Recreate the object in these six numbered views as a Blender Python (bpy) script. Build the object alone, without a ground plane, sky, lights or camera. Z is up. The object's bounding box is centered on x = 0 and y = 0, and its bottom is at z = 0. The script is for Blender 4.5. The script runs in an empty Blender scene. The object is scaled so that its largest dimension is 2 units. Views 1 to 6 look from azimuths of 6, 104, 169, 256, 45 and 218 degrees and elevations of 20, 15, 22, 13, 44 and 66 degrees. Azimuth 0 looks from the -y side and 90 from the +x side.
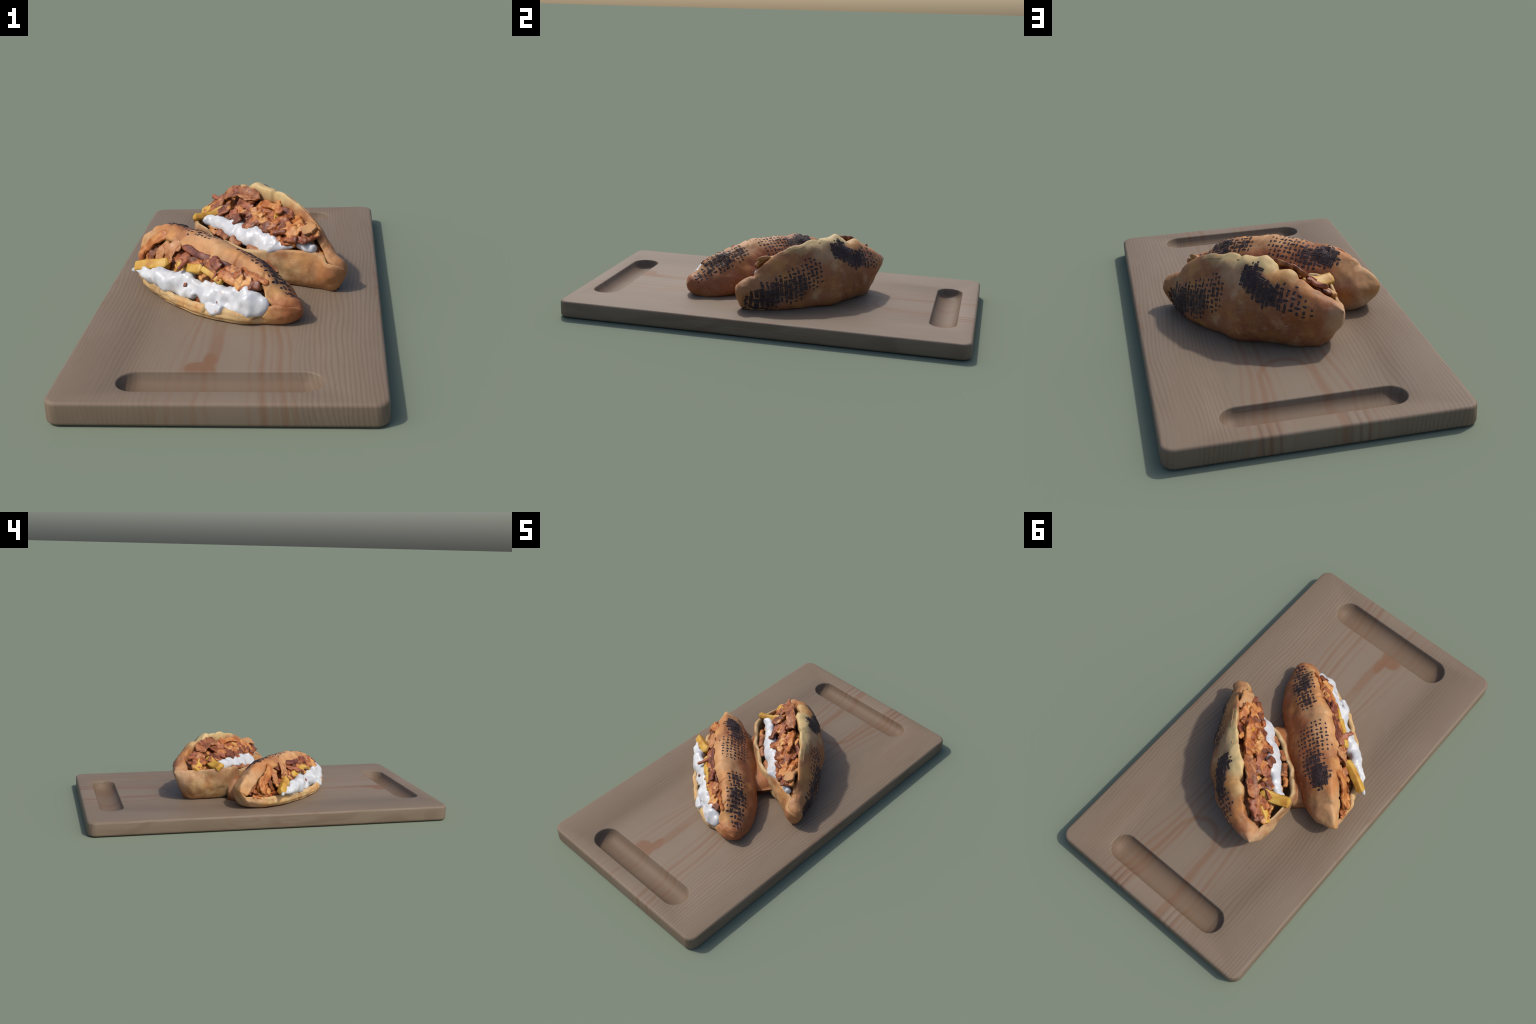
import bpy, bmesh, math, random
import numpy as np
from mathutils import Vector, Matrix, noise as mnoise

rng = random.Random(7)
TOP = 0.0805                    # upper face of the board

# ------------------------------------------------------------------ helpers
def srgb(r, g, b):
    f = lambda c: ((c / 255 + 0.055) / 1.055) ** 2.4 if c > 10 else c / 255 / 12.92
    return (f(r), f(g), f(b), 1.0)

def link(ob, parent=None):
    bpy.context.scene.collection.objects.link(ob)
    if parent is not None:
        ob.parent = parent
    return ob

def mesh_object(name, verts, faces, mats, parent=None, smooth=True, face_mat=None):
    me = bpy.data.meshes.new(name)
    me.from_pydata([tuple(map(float, v)) for v in verts], [], [tuple(map(int, f)) for f in faces])
    me.validate()
    for m in mats:
        me.materials.append(m)
    if face_mat is not None and len(face_mat) == len(me.polygons):
        me.polygons.foreach_set("material_index", list(map(int, face_mat)))
    if smooth:
        me.polygons.foreach_set("use_smooth", [True] * len(me.polygons))
    me.update()
    return link(bpy.data.objects.new(name, me), parent)

def pchip(x, y, q):
    """Monotone cubic through (x, y[k, ...]) evaluated at q."""
    x = np.asarray(x, float); y = np.asarray(y, float); q = np.asarray(q, float)
    sh = y.shape[1:]; Y = y.reshape(len(x), -1)
    h = np.diff(x)[:, None]; d = np.diff(Y, axis=0) / h
    m = np.zeros_like(Y)
    w1 = 2 * h[1:] + h[:-1]; w2 = h[1:] + 2 * h[:-1]
    good = d[:-1] * d[1:] > 0
    with np.errstate(divide="ignore", invalid="ignore"):
        hm = (w1 + w2) / (w1 / d[:-1] + w2 / d[1:])
    m[1:-1] = np.where(good, hm, 0)
    m[0] = d[0]; m[-1] = d[-1]
    i = np.clip(np.searchsorted(x, q) - 1, 0, len(x) - 2)
    H = np.diff(x)[i][:, None]; t = ((q - x[i]) / np.diff(x)[i])[:, None]
    r = ((1 + 2 * t) * (1 - t) ** 2 * Y[i] + t * (1 - t) ** 2 * H * m[i]
         + t * t * (3 - 2 * t) * Y[i + 1] + t * t * (t - 1) * H * m[i + 1])
    return r.reshape((len(q),) + sh)

def catmull(P, per):
    """Catmull-Rom through an open row of points, per samples a span."""
    P = np.asarray(P, float)
    E = np.vstack([2 * P[0] - P[1], P, 2 * P[-1] - P[-2]])
    out = []
    for k in range(len(P) - 1):
        a, b, c, d = E[k:k + 4]
        for t in np.arange(per) / per:
            out.append(0.5 * (2 * b + (c - a) * t + (2 * a - 5 * b + 4 * c - d) * t * t + (3 * b - a - 3 * c + d) * t ** 3))
    out.append(P[-1])
    return np.array(out)

def fbm(p, scale, seed, octaves=3):
    v = Vector((p[0] * scale + seed * 13.7, p[1] * scale - seed * 5.1, p[2] * scale + seed * 3.3))
    s, a = 0.0, 1.0
    for _ in range(octaves):
        s += a * mnoise.noise(v); v = v * 2.03; a *= 0.5
    return s

def grid_normals(G, closed=False):
    du = np.gradient(G, axis=0)
    if closed:
        dv = np.roll(G, -1, 1) - np.roll(G, 1, 1)
    else:
        dv = np.gradient(G, axis=1)
    n = np.cross(du, dv)
    l = np.linalg.norm(n, axis=2, keepdims=True)
    return n / np.maximum(l, 1e-9)

# ------------------------------------------------------------------ node helper
class Nodes:
    def __init__(self, name):
        self.m = bpy.data.materials.new(name)
        self.m.use_nodes = True
        self.t = self.m.node_tree
        self.bsdf = self.t.nodes["Principled BSDF"]
        self.coord = self.t.nodes.new("ShaderNodeTexCoord").outputs["Object"]
    def put(self, sock, val):
        if isinstance(val, bpy.types.NodeSocket):
            self.t.links.new(val, sock)
        else:
            sock.default_value = val
    def new(self, kind, **kw):
        n = self.t.nodes.new(kind)
        for k, v in kw.items():
            setattr(n, k, v)
        return n
    def mapping(self, vec=None, loc=(0, 0, 0), rot=(0, 0, 0), scale=(1, 1, 1)):
        n = self.new("ShaderNodeMapping")
        self.put(n.inputs["Vector"], vec or self.coord)
        n.inputs["Location"].default_value = loc
        n.inputs["Rotation"].default_value = rot
        n.inputs["Scale"].default_value = scale
        return n.outputs[0]
    def noise(self, scale, vec=None, detail=4, rough=0.5, distort=0.0):
        n = self.new("ShaderNodeTexNoise")
        self.put(n.inputs["Vector"], vec or self.coord)
        n.inputs["Scale"].default_value = scale
        n.inputs["Detail"].default_value = detail
        n.inputs["Roughness"].default_value = rough
        n.inputs["Distortion"].default_value = distort
        return n.outputs["Fac"]
    def voronoi(self, scale, vec=None, feature="F1"):
        n = self.new("ShaderNodeTexVoronoi", feature=feature)
        self.put(n.inputs["Vector"], vec or self.coord)
        n.inputs["Scale"].default_value = scale
        return n.outputs["Distance"]
    def ramp(self, fac, stops, interp="LINEAR"):
        n = self.new("ShaderNodeValToRGB")
        cr = n.color_ramp; cr.interpolation = interp
        while len(cr.elements) < len(stops):
            cr.elements.new(0.5)
        for e, (p, c) in zip(cr.elements, stops):
            e.position = p
        for e, (p, c) in zip(cr.elements, stops):
            e.color = c if not isinstance(c, (int, float)) else (c, c, c, 1)
        self.put(n.inputs["Fac"], fac)
        return n.outputs["Color"]
    def math(self, op, a, b=0.0, c=0.0, clamp=False):
        n = self.new("ShaderNodeMath", operation=op, use_clamp=clamp)
        self.put(n.inputs[0], a); self.put(n.inputs[1], b)
        if op in ("MULTIPLY_ADD", "SMOOTH_MIN", "SMOOTH_MAX"):
            self.put(n.inputs[2], c)
        return n.outputs[0]
    def smooth(self, x, lo, hi):
        n = self.new("ShaderNodeMapRange", interpolation_type="SMOOTHSTEP")
        self.put(n.inputs["Value"], x)
        n.inputs["From Min"].default_value = lo; n.inputs["From Max"].default_value = hi
        return n.outputs["Result"]
    def mix(self, f, a, b, mode="MIX"):
        n = self.new("ShaderNodeMix", data_type="RGBA", blend_type=mode)
        self.put(n.inputs[0], f); self.put(n.inputs[6], a); self.put(n.inputs[7], b)
        return n.outputs[2]
    def xyz(self, vec=None):
        n = self.new("ShaderNodeSeparateXYZ")
        self.put(n.inputs[0], vec or self.coord)
        return n.outputs
    def blob(self, centre, radius, wobble=None):
        """1 inside an ellipsoid in object space, soft to 0 outside."""
        v = self.new("ShaderNodeVectorMath", operation="SUBTRACT")
        self.put(v.inputs[0], self.coord); v.inputs[1].default_value = centre
        s = self.new("ShaderNodeVectorMath", operation="DIVIDE")
        self.put(s.inputs[0], v.outputs[0]); s.inputs[1].default_value = radius
        l = self.new("ShaderNodeVectorMath", operation="LENGTH")
        self.put(l.inputs[0], s.outputs[0])
        d = l.outputs["Value"]
        if wobble is not None:
            d = self.math("ADD", d, wobble)
        return d
    def finish(self, color, rough=0.6, bump=None, strength=0.3, dist=0.002, spec=0.3, **kw):
        self.put(self.bsdf.inputs["Base Color"], color)
        self.put(self.bsdf.inputs["Roughness"], rough)
        self.bsdf.inputs["Specular IOR Level"].default_value = spec
        for k, v in kw.items():
            self.put(self.bsdf.inputs[k], v)
        if bump is not None:
            b = self.new("ShaderNodeBump")
            b.inputs["Strength"].default_value = strength
            b.inputs["Distance"].default_value = dist
            self.put(b.inputs["Height"], bump)
            self.t.links.new(b.outputs[0], self.bsdf.inputs["Normal"])
        return self.m

# ------------------------------------------------------------------ materials
def wood_material():
    n = Nodes("pine_wood")
    x, y, z = n.xyz()[:3]
    base = srgb(118, 101, 84); light = srgb(127, 112, 96); line = srgb(101, 84, 68); rust = srgb(116, 82, 58)
    # long slow warp of the rings along the board
    w1 = n.noise(1.0, n.mapping(scale=(2.2, 0.9, 1.2)), detail=2)
    w2 = n.noise(1.0, n.mapping(scale=(9, 1.6, 5)), detail=2)
    xw = n.math("ADD", x, n.math("MULTIPLY", n.math("SUBTRACT", w1, 0.5), 0.16))
    xw = n.math("ADD", xw, n.math("MULTIPLY", n.math("SUBTRACT", w2, 0.5), 0.035))
    xw = n.math("ADD", xw, n.math("MULTIPLY", z, 0.12))
    # fine rings
    fr = n.math("SINE", n.math("MULTIPLY", xw, 2 * math.pi / 0.0165))
    fr = n.smooth(fr, -0.2, 1.0)
    fr = n.math("MULTIPLY", fr, n.math("MULTIPLY_ADD", n.smooth(n.noise(1.0, n.mapping(scale=(6, 1.4, 5)), detail=2), .34, .6), .8, .2))
    edge_zone = n.smooth(n.math("ABSOLUTE", n.math("SUBTRACT", x, 0.035)), 0.13, 0.27)
    fibre = n.noise(1.0, n.mapping(scale=(160, 6, 60)), detail=3)
    mott = n.noise(1.0, n.mapping(scale=(7, 2.2, 7)), detail=3)
    col = n.mix(n.math("MULTIPLY", n.smooth(mott, 0.3, 0.7), 0.55), base, light)
    col = n.mix(n.math("MULTIPLY", n.math("MULTIPLY", fr, edge_zone), 0.42), col, line)
    col = n.mix(n.math("MULTIPLY", n.smooth(fibre, 0.45, 0.75), 0.18), col, line)
    # heart of the plank: broad cathedral rings, rust coloured
    heart = n.math("SUBTRACT", 1.0, n.smooth(n.math("ABSOLUTE", n.math("SUBTRACT", x, 0.035)), 0.16, 0.27))
    col = n.mix(n.math("MULTIPLY", heart, 0.4), col, light)
    w3 = n.noise(1.0, n.mapping(scale=(4, 1.5, 2)), detail=1)
    u = n.math("ADD", x, n.math("MULTIPLY", n.math("SUBTRACT", w3, 0.5), 0.10))
    ay = n.math("ABSOLUTE", y)
    # rings open towards both ends
    u = n.math("DIVIDE", n.math("SUBTRACT", u, 0.035), n.math("MULTIPLY_ADD", ay, 0.38, 0.72))
    f = n.math("MULTIPLY_ADD", u, 1.6, 0.5)            # 0.5 is the heart
    k = 0.0
    stops = [(0.0, 0)]
    for c, wd, a in ((0.17, 0.010, .5), (0.222, 0.013, .8), (0.275, 0.010, .45), (0.335, 0.016, .8), (0.405, 0.011, .35),
                     (0.60, 0.010, .35), (0.667, 0.016, .8), (0.715, 0.009, .4), (0.757, 0.016, .75), (0.81, 0.011, .5)):
        stops += [(c - wd * 2.0, 0), (c, a), (c + wd * 1.3, 0)]
    lines = n.ramp(f, stops[:31])
    fade = n.smooth(n.noise(1.0, n.mapping(scale=(5, 2.5, 5)), detail=2), 0.3, 0.58)
    col = n.mix(n.math("MULTIPLY", n.math("MULTIPLY", lines, 0.75), n.math("MULTIPLY_ADD", fade, 0.6, 0.4)), col, rust)
    # the innermost ring closes as an arch behind the food
    ym = n.math("MINIMUM", n.math("SUBTRACT", y, 0.625), 0.0)
    xa = n.math("DIVIDE", n.math("SUBTRACT", u, 0.02), 0.11)
    ra = n.math("SQRT", n.math("ADD", n.math("MULTIPLY", xa, xa), n.math("POWER", n.math("DIVIDE", ym, -0.13), 2.0)))
    arch = n.math("SUBTRACT", 1.0, n.smooth(n.math("ABSOLUTE", n.math("SUBTRACT", ra, 1.0)), 0.03, 0.17))
    arch = n.math("MULTIPLY", arch, n.smooth(y, 0.44, 0.5))
    col = n.mix(n.math("MULTIPLY", arch, 0.5), col, rust)
    # resin stain running from under the food to the front groove
    wob = n.math("MULTIPLY", n.math("SUBTRACT", n.noise(14, detail=2), 0.5), 0.5)
    s1 = n.blob((-0.072, -0.768, TOP), (0.058, 0.056, 0.1), wob)
    s2 = n.blob((-0.035, -0.60, TOP), (0.022, 0.20, 0.1), wob)
    s3 = n.blob((-0.045, -0.71, TOP), (0.03, 0.07, 0.1), wob)
    st = n.math("MAXIMUM", n.math("SUBTRACT", 1.0, n.smooth(s1, 0.75, 1.05)), n.math("MULTIPLY", n.math("SUBTRACT", 1.0, n.smooth(s2, 0.45, 1.15)), 0.6))
    st = n.math("MAXIMUM", st, n.math("SUBTRACT", 1.0, n.smooth(s3, 0.6, 1.1)))
    st = n.math("MULTIPLY", st, n.smooth(y, -0.788, -0.780))
    col = n.mix(n.math("MULTIPLY", st, 0.75), col, srgb(116, 80, 54))
    # late-wood bars crossing the back end
    bars = n.ramp(n.math("MULTIPLY_ADD", n.math("ADD", x, n.math("MULTIPLY", n.math("SUBTRACT", w2, .5), .012)), 2.0, 0.5),
                  [(0, 0), (.190, 0), (.206, .7), (.216, 0), (.248, 0), (.262, .8), (.274, 0), (.312, 0), (.326, .7), (.336, 0),
                   (.786, 0), (.802, .9), (.814, 0), (.852, 0), (.866, 1), (.88, 0), (.906, 0), (.924, 1), (.936, 0)])
    back = n.smooth(y, 0.86, 0.96)
    front = n.math("MULTIPLY", n.smooth(n.math("MULTIPLY", y, -1.0), 0.93, 0.98), 0.25)
    col = n.mix(n.math("MULTIPLY", bars, n.math("MULTIPLY", n.math("ADD", back, front), 0.75)), col, srgb(96, 76, 64))
    # pale end grain at the back face
    wv = n.noise(1.0, n.mapping(scale=(2.5, 2.2, 26)), detail=2)
    sidefac = n.smooth(n.math("ABSOLUTE", x), 0.515, 0.5248)
    cath = n.math("MULTIPLY", n.smooth(n.math("SINE", n.math("MULTIPLY", wv, 46)), 0.35, 0.95), n.smooth(n.math("SUBTRACT", 0.55, n.math("ABSOLUTE", y)), 0, 0.4))
    col = n.mix(n.math("MULTIPLY", n.math("MULTIPLY", cath, sidefac), 0.35), col, rust)
    # groove shade painted into the wood colour: floors tinted darker brown
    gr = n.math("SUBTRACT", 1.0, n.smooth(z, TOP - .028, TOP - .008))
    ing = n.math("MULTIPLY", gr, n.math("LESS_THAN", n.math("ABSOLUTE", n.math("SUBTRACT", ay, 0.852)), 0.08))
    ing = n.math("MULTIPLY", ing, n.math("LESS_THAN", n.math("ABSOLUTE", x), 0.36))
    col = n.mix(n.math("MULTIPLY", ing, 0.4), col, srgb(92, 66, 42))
    # small nicks
    for cx, cy, rx, ry in ((0.373, -0.873, .007, .012), (-0.243, .553, .010, .007), (-0.319, .545, .012, .008), (0.33, .115, .006, .01), (.47, .62, .006, .012)):
        b = n.blob((cx, cy, TOP), (rx, ry, .05), wob)
        col = n.mix(n.math("MULTIPLY", n.math("SUBTRACT", 1.0, n.smooth(b, 0.4, 1.1)), 0.4), col, srgb(110, 84, 70))
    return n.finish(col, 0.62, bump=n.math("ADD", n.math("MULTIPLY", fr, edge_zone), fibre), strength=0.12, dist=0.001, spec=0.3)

def crust_material(name, pale, tan, brown, spots, browning, floury=0.35):
    """Baked crust. browning = (y where pale ends, y where brown starts) across the loaf."""
    n = Nodes(name)
    x, y, z = n.xyz()[:3]
    big = n.noise(7, detail=3); mid = n.noise(24, detail=4); fine = n.noise(180, detail=3, rough=0.65)
    q = n.math("ADD", y, n.math("MULTIPLY", n.math("SUBTRACT", big, 0.5), 0.22))
    q = n.math("ADD", q, n.math("MULTIPLY", n.math("SUBTRACT", mid, 0.5), 0.06))
    fac = n.smooth(q, browning[0], browning[1])
    col = n.mix(fac, pale, tan)
    fac2 = n.smooth(q, browning[1], browning[2])
    col = n.mix(fac2, col, brown)
    # golden and darker toasted patches
    gold = n.noise(10, n.mapping(loc=(3.1, 1.7, .4)), detail=4, rough=.6)
    col = n.mix(n.math("MULTIPLY", n.smooth(gold, 0.48, 0.64), 0.45), col, srgb(194, 134, 68))
    toast = n.noise(6, n.mapping(loc=(.3, 5.7, 2.4)), detail=5, rough=.62)
    col = n.mix(n.math("MULTIPLY", n.smooth(toast, 0.47, 0.66), 0.62), col, srgb(116, 64, 38))
    pal = n.noise(8, n.mapping(loc=(7.3, .7, 4.4)), detail=5, rough=.62)
    col = n.mix(n.math("MULTIPLY", n.smooth(pal, 0.55, 0.75), 0.4), col, srgb(196, 168, 130))
    col = n.mix(n.math("MULTIPLY", n.smooth(mid, 0.5, 0.72), 0.5), col, brown)
    # pale or toasted areas with their own place on the loaf
    wob = n.math("MULTIPLY", n.math("SUBTRACT", n.noise(18, detail=3), 0.5), 0.9)
    for centre, radius, c, amt in spots:
        b = n.blob(centre, radius, wob)
        col = n.mix(n.math("MULTIPLY", n.math("SUBTRACT", 1.0, n.smooth(b, 0.45, 1.15)), amt), col, c)
    # flour dust
    dust = n.smooth(n.noise(60, detail=5, rough=0.7), 0.56, 0.72)
    col = n.mix(n.math("MULTIPLY", n.math("MULTIPLY", dust, n.smooth(big, 0.4, 0.65)), floury), col, srgb(190, 162, 136))
    col = n.mix(n.math("MULTIPLY", n.smooth(fine, 0.5, 0.8), 0.2), col, srgb(225, 190, 150))
    return n.finish(col, 0.58, bump=n.math("ADD", n.math("MULTIPLY", mid, 2.0), fine), strength=0.25, dist=0.0025, spec=0.3)

def crumb_material():
    n = Nodes("bread_crumb")
    a = n.noise(30, detail=4); b = n.noise(120, detail=3, rough=.7)
    col = n.ramp(a, [(.3, srgb(172, 136, 90)), (.52, srgb(190, 160, 116)), (.72, srgb(204, 180, 140))])
    col = n.mix(n.math("MULTIPLY", n.smooth(b, .55, .75), .35), col, srgb(172, 126, 80))
    return n.finish(col, 0.75, bump=n.math("ADD", a, b), strength=.4, dist=.003, spec=.2)

def meat_material(name, dark, mid, light):
    n = Nodes(name)
    oi = n.new("ShaderNodeObjectInfo").outputs["Random"]
    a = n.noise(24, detail=5, rough=.6, distort=.8); b = n.noise(80, detail=4, rough=.65)
    v = n.math("ADD", a, n.math("MULTIPLY", n.math("SUBTRACT", oi, 0.5), 0.22))
    col = n.ramp(v, [(.30, dark), (.46, mid), (.62, light), (.78, mid)])
    col = n.mix(n.math("MULTIPLY", n.smooth(b, .55, .72), .45), col, dark)
    return n.finish(col, n.ramp(b, [(.3, .38), (.7, .6)]), bump=n.math("ADD", a, b), strength=.4, dist=.003, spec=.4)

def fry_material():
    n = Nodes("fried_potato")
    a = n.noise(22, detail=3); b = n.noise(110, detail=3)
    col = n.ramp(a, [(.3, srgb(164, 108, 36)), (.48, srgb(186, 142, 54)), (.7, srgb(198, 164, 80))])
    col = n.mix(n.math("MULTIPLY", n.smooth(b, .58, .76), .3), col, srgb(190, 122, 36))
    return n.finish(col, .48, bump=b, strength=.25, dist=.002, spec=.4)

def sauce_material():
    n = Nodes("white_sauce")
    a = n.noise(20, detail=3); b = n.noise(70, detail=3)
    col = n.ramp(a, [(.3, srgb(176, 178, 182)), (.6, srgb(201, 202, 203))])
    st = n.noise(26, n.mapping(loc=(4.2, 1.1, .6)), detail=4, rough=.6)
    col = n.mix(n.math("MULTIPLY", n.smooth(st, .64, .76), .45), col, srgb(184, 128, 84))
    return n.finish(col, .32, bump=n.math("ADD", a, n.math("MULTIPLY", b, .5)), strength=.3, dist=.003, spec=.45)

def char_material():
    n = Nodes("burnt_crust")
    a = n.noise(90, detail=3)
    col = n.ramp(a, [(.3, srgb(38, 28, 30)), (.6, srgb(62, 46, 46)), (.8, srgb(96, 70, 58))])
    return n.finish(col, .55, bump=a, strength=.3, dist=.001, spec=.3)

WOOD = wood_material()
CRUMB = crumb_material()
MEAT = meat_material("roast_meat", srgb(92, 48, 28), srgb(144, 86, 48), srgb(182, 130, 86))
MEAT_RED = meat_material("roast_meat_crisp", srgb(82, 38, 26), srgb(122, 62, 40), srgb(158, 96, 64))
MEAT_ORANGE = meat_material("sauced_meat", srgb(116, 56, 24), srgb(162, 92, 40), srgb(190, 132, 74))
def shred_material():
    """Pulled meat: chunks of differing colour, stringy, wet with orange sauce."""
    n = Nodes("pulled_meat")
    v = n.new("ShaderNodeTexVoronoi"); n.put(v.inputs["Vector"], n.coord); v.inputs["Scale"].default_value = 21
    cell = n.xyz(v.outputs["Color"])[0]
    a = n.noise(20, detail=5, distort=.8); b = n.noise(80, detail=4, rough=.65)
    f = n.math("ADD", n.math("MULTIPLY", cell, .5), n.math("MULTIPLY", a, .6))
    col = n.ramp(f, [(.28, srgb(88, 44, 24)), (.42, srgb(130, 70, 36)), (.56, srgb(164, 94, 42)), (.74, srgb(200, 146, 84))])
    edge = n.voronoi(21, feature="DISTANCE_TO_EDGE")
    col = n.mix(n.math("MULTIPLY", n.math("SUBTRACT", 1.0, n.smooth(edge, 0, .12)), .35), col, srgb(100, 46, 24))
    col = n.mix(n.math("MULTIPLY", n.smooth(b, .55, .72), .4), col, srgb(112, 54, 28))
    return n.finish(col, n.ramp(b, [(.3, .34), (.7, .6)]), bump=n.math("ADD", a, b), strength=.5, dist=.003, spec=.45)

SHRED = shred_material()
FRY = fry_material()
SAUCE = sauce_material()
CHAR = char_material()

# ------------------------------------------------------------------ board
def rounded_rect(hx, hy, r, seg=12):
    pts = []
    for cx, cy, a0 in ((hx - r, hy - r, 0), (-hx + r, hy - r, 90), (-hx + r, -hy + r, 180), (hx - r, -hy + r, 270)):
        for k in range(seg + 1):
            a = math.radians(a0 + 90 * k / seg)
            pts.append((cx + r * math.cos(a), cy + r * math.sin(a)))
    return pts

def stack(loops):
    """Closed solid from loops of equal length, given bottom to top."""
    n = len(loops[0]); V = [p for l in loops for p in l]; Fc = []
    for k in range(len(loops) - 1):
        for i in range(n):
            j = (i + 1) % n
            Fc.append((k * n + i, k * n + j, (k + 1) * n + j, (k + 1) * n + i))
    Fc.append(tuple(range(n - 1, -1, -1)))
    Fc.append(tuple(range((len(loops) - 1) * n, len(loops) * n)))
    return V, Fc

def build_board():
    hx, hy, r, f = 0.540, 1.0, 0.048, 0.013
    loops = []
    for k in range(7):                                   # rounded lower edge
        a = math.pi / 2 * k / 6
        loops.append((f * (1 - math.sin(a)), f * (1 - math.cos(a))))
    for k in range(7):
        a = math.pi / 2 * k / 6
        loops.append((f * (1 - math.cos(a)), TOP - f + f * math.sin(a)))
    V, Fc = stack([[(x, y, z) for x, y in rounded_rect(hx - ins, hy - ins, r - ins * .8)] for ins, z in loops])
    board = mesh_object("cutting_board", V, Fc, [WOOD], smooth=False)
    cutters = []
    for cy, w in ((-0.852, 0.068), (0.852, 0.064)):
        prof = []
        depth = 0.051
        for k in range(9):                               # round floor, steep wall
            a = math.pi / 2 * (k + 0.6) / 8.6
            prof.append((w * math.sin(a) ** .92, TOP - depth * math.cos(a) ** 1.0))
        prof = [(rr, min(zz, TOP - .004)) for rr, zz in prof]
        prof += [(w + .001, TOP - .0025), (w + .003, TOP - .0007), (w + .006, TOP + .0003), (w + .007, TOP + .01)]
        ls = []
        for rad, z in prof:
            loop = []
            for k in range(25):
                a = -math.pi / 2 + math.pi * k / 24
                loop.append((0.266 + rad * math.cos(a), cy + rad * math.sin(a), z))
            for k in range(25):
                a = math.pi / 2 + math.pi * k / 24
                loop.append((-0.264 + rad * math.cos(a), cy + rad * math.sin(a), z))
            ls.append(loop)
        V, Fc = stack(ls)
        c = mesh_object("groove_cutter", V, Fc, [WOOD], smooth=False)
        m = board.modifiers.new("groove", "BOOLEAN"); m.operation = "DIFFERENCE"; m.object = c; m.solver = "EXACT"
        cutters.append(c)
    dg = bpy.context.evaluated_depsgraph_get()
    me = bpy.data.meshes.new_from_object(board.evaluated_get(dg))
    board.modifiers.clear(); board.data = me
    for c in cutters:
        bpy.data.objects.remove(c)
    for v in me.vertices:                                # the plank is a touch thinner at the far end
        v.co.z *= 1 - 0.033 * v.co.y
    me.polygons.foreach_set("use_smooth", [True] * len(me.polygons))
    me.set_sharp_from_angle(angle=math.radians(35))
    board["label"] = "rectangular pine serving board with two long grooves"
    board["category"] = "cutting board"
    return board

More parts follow.
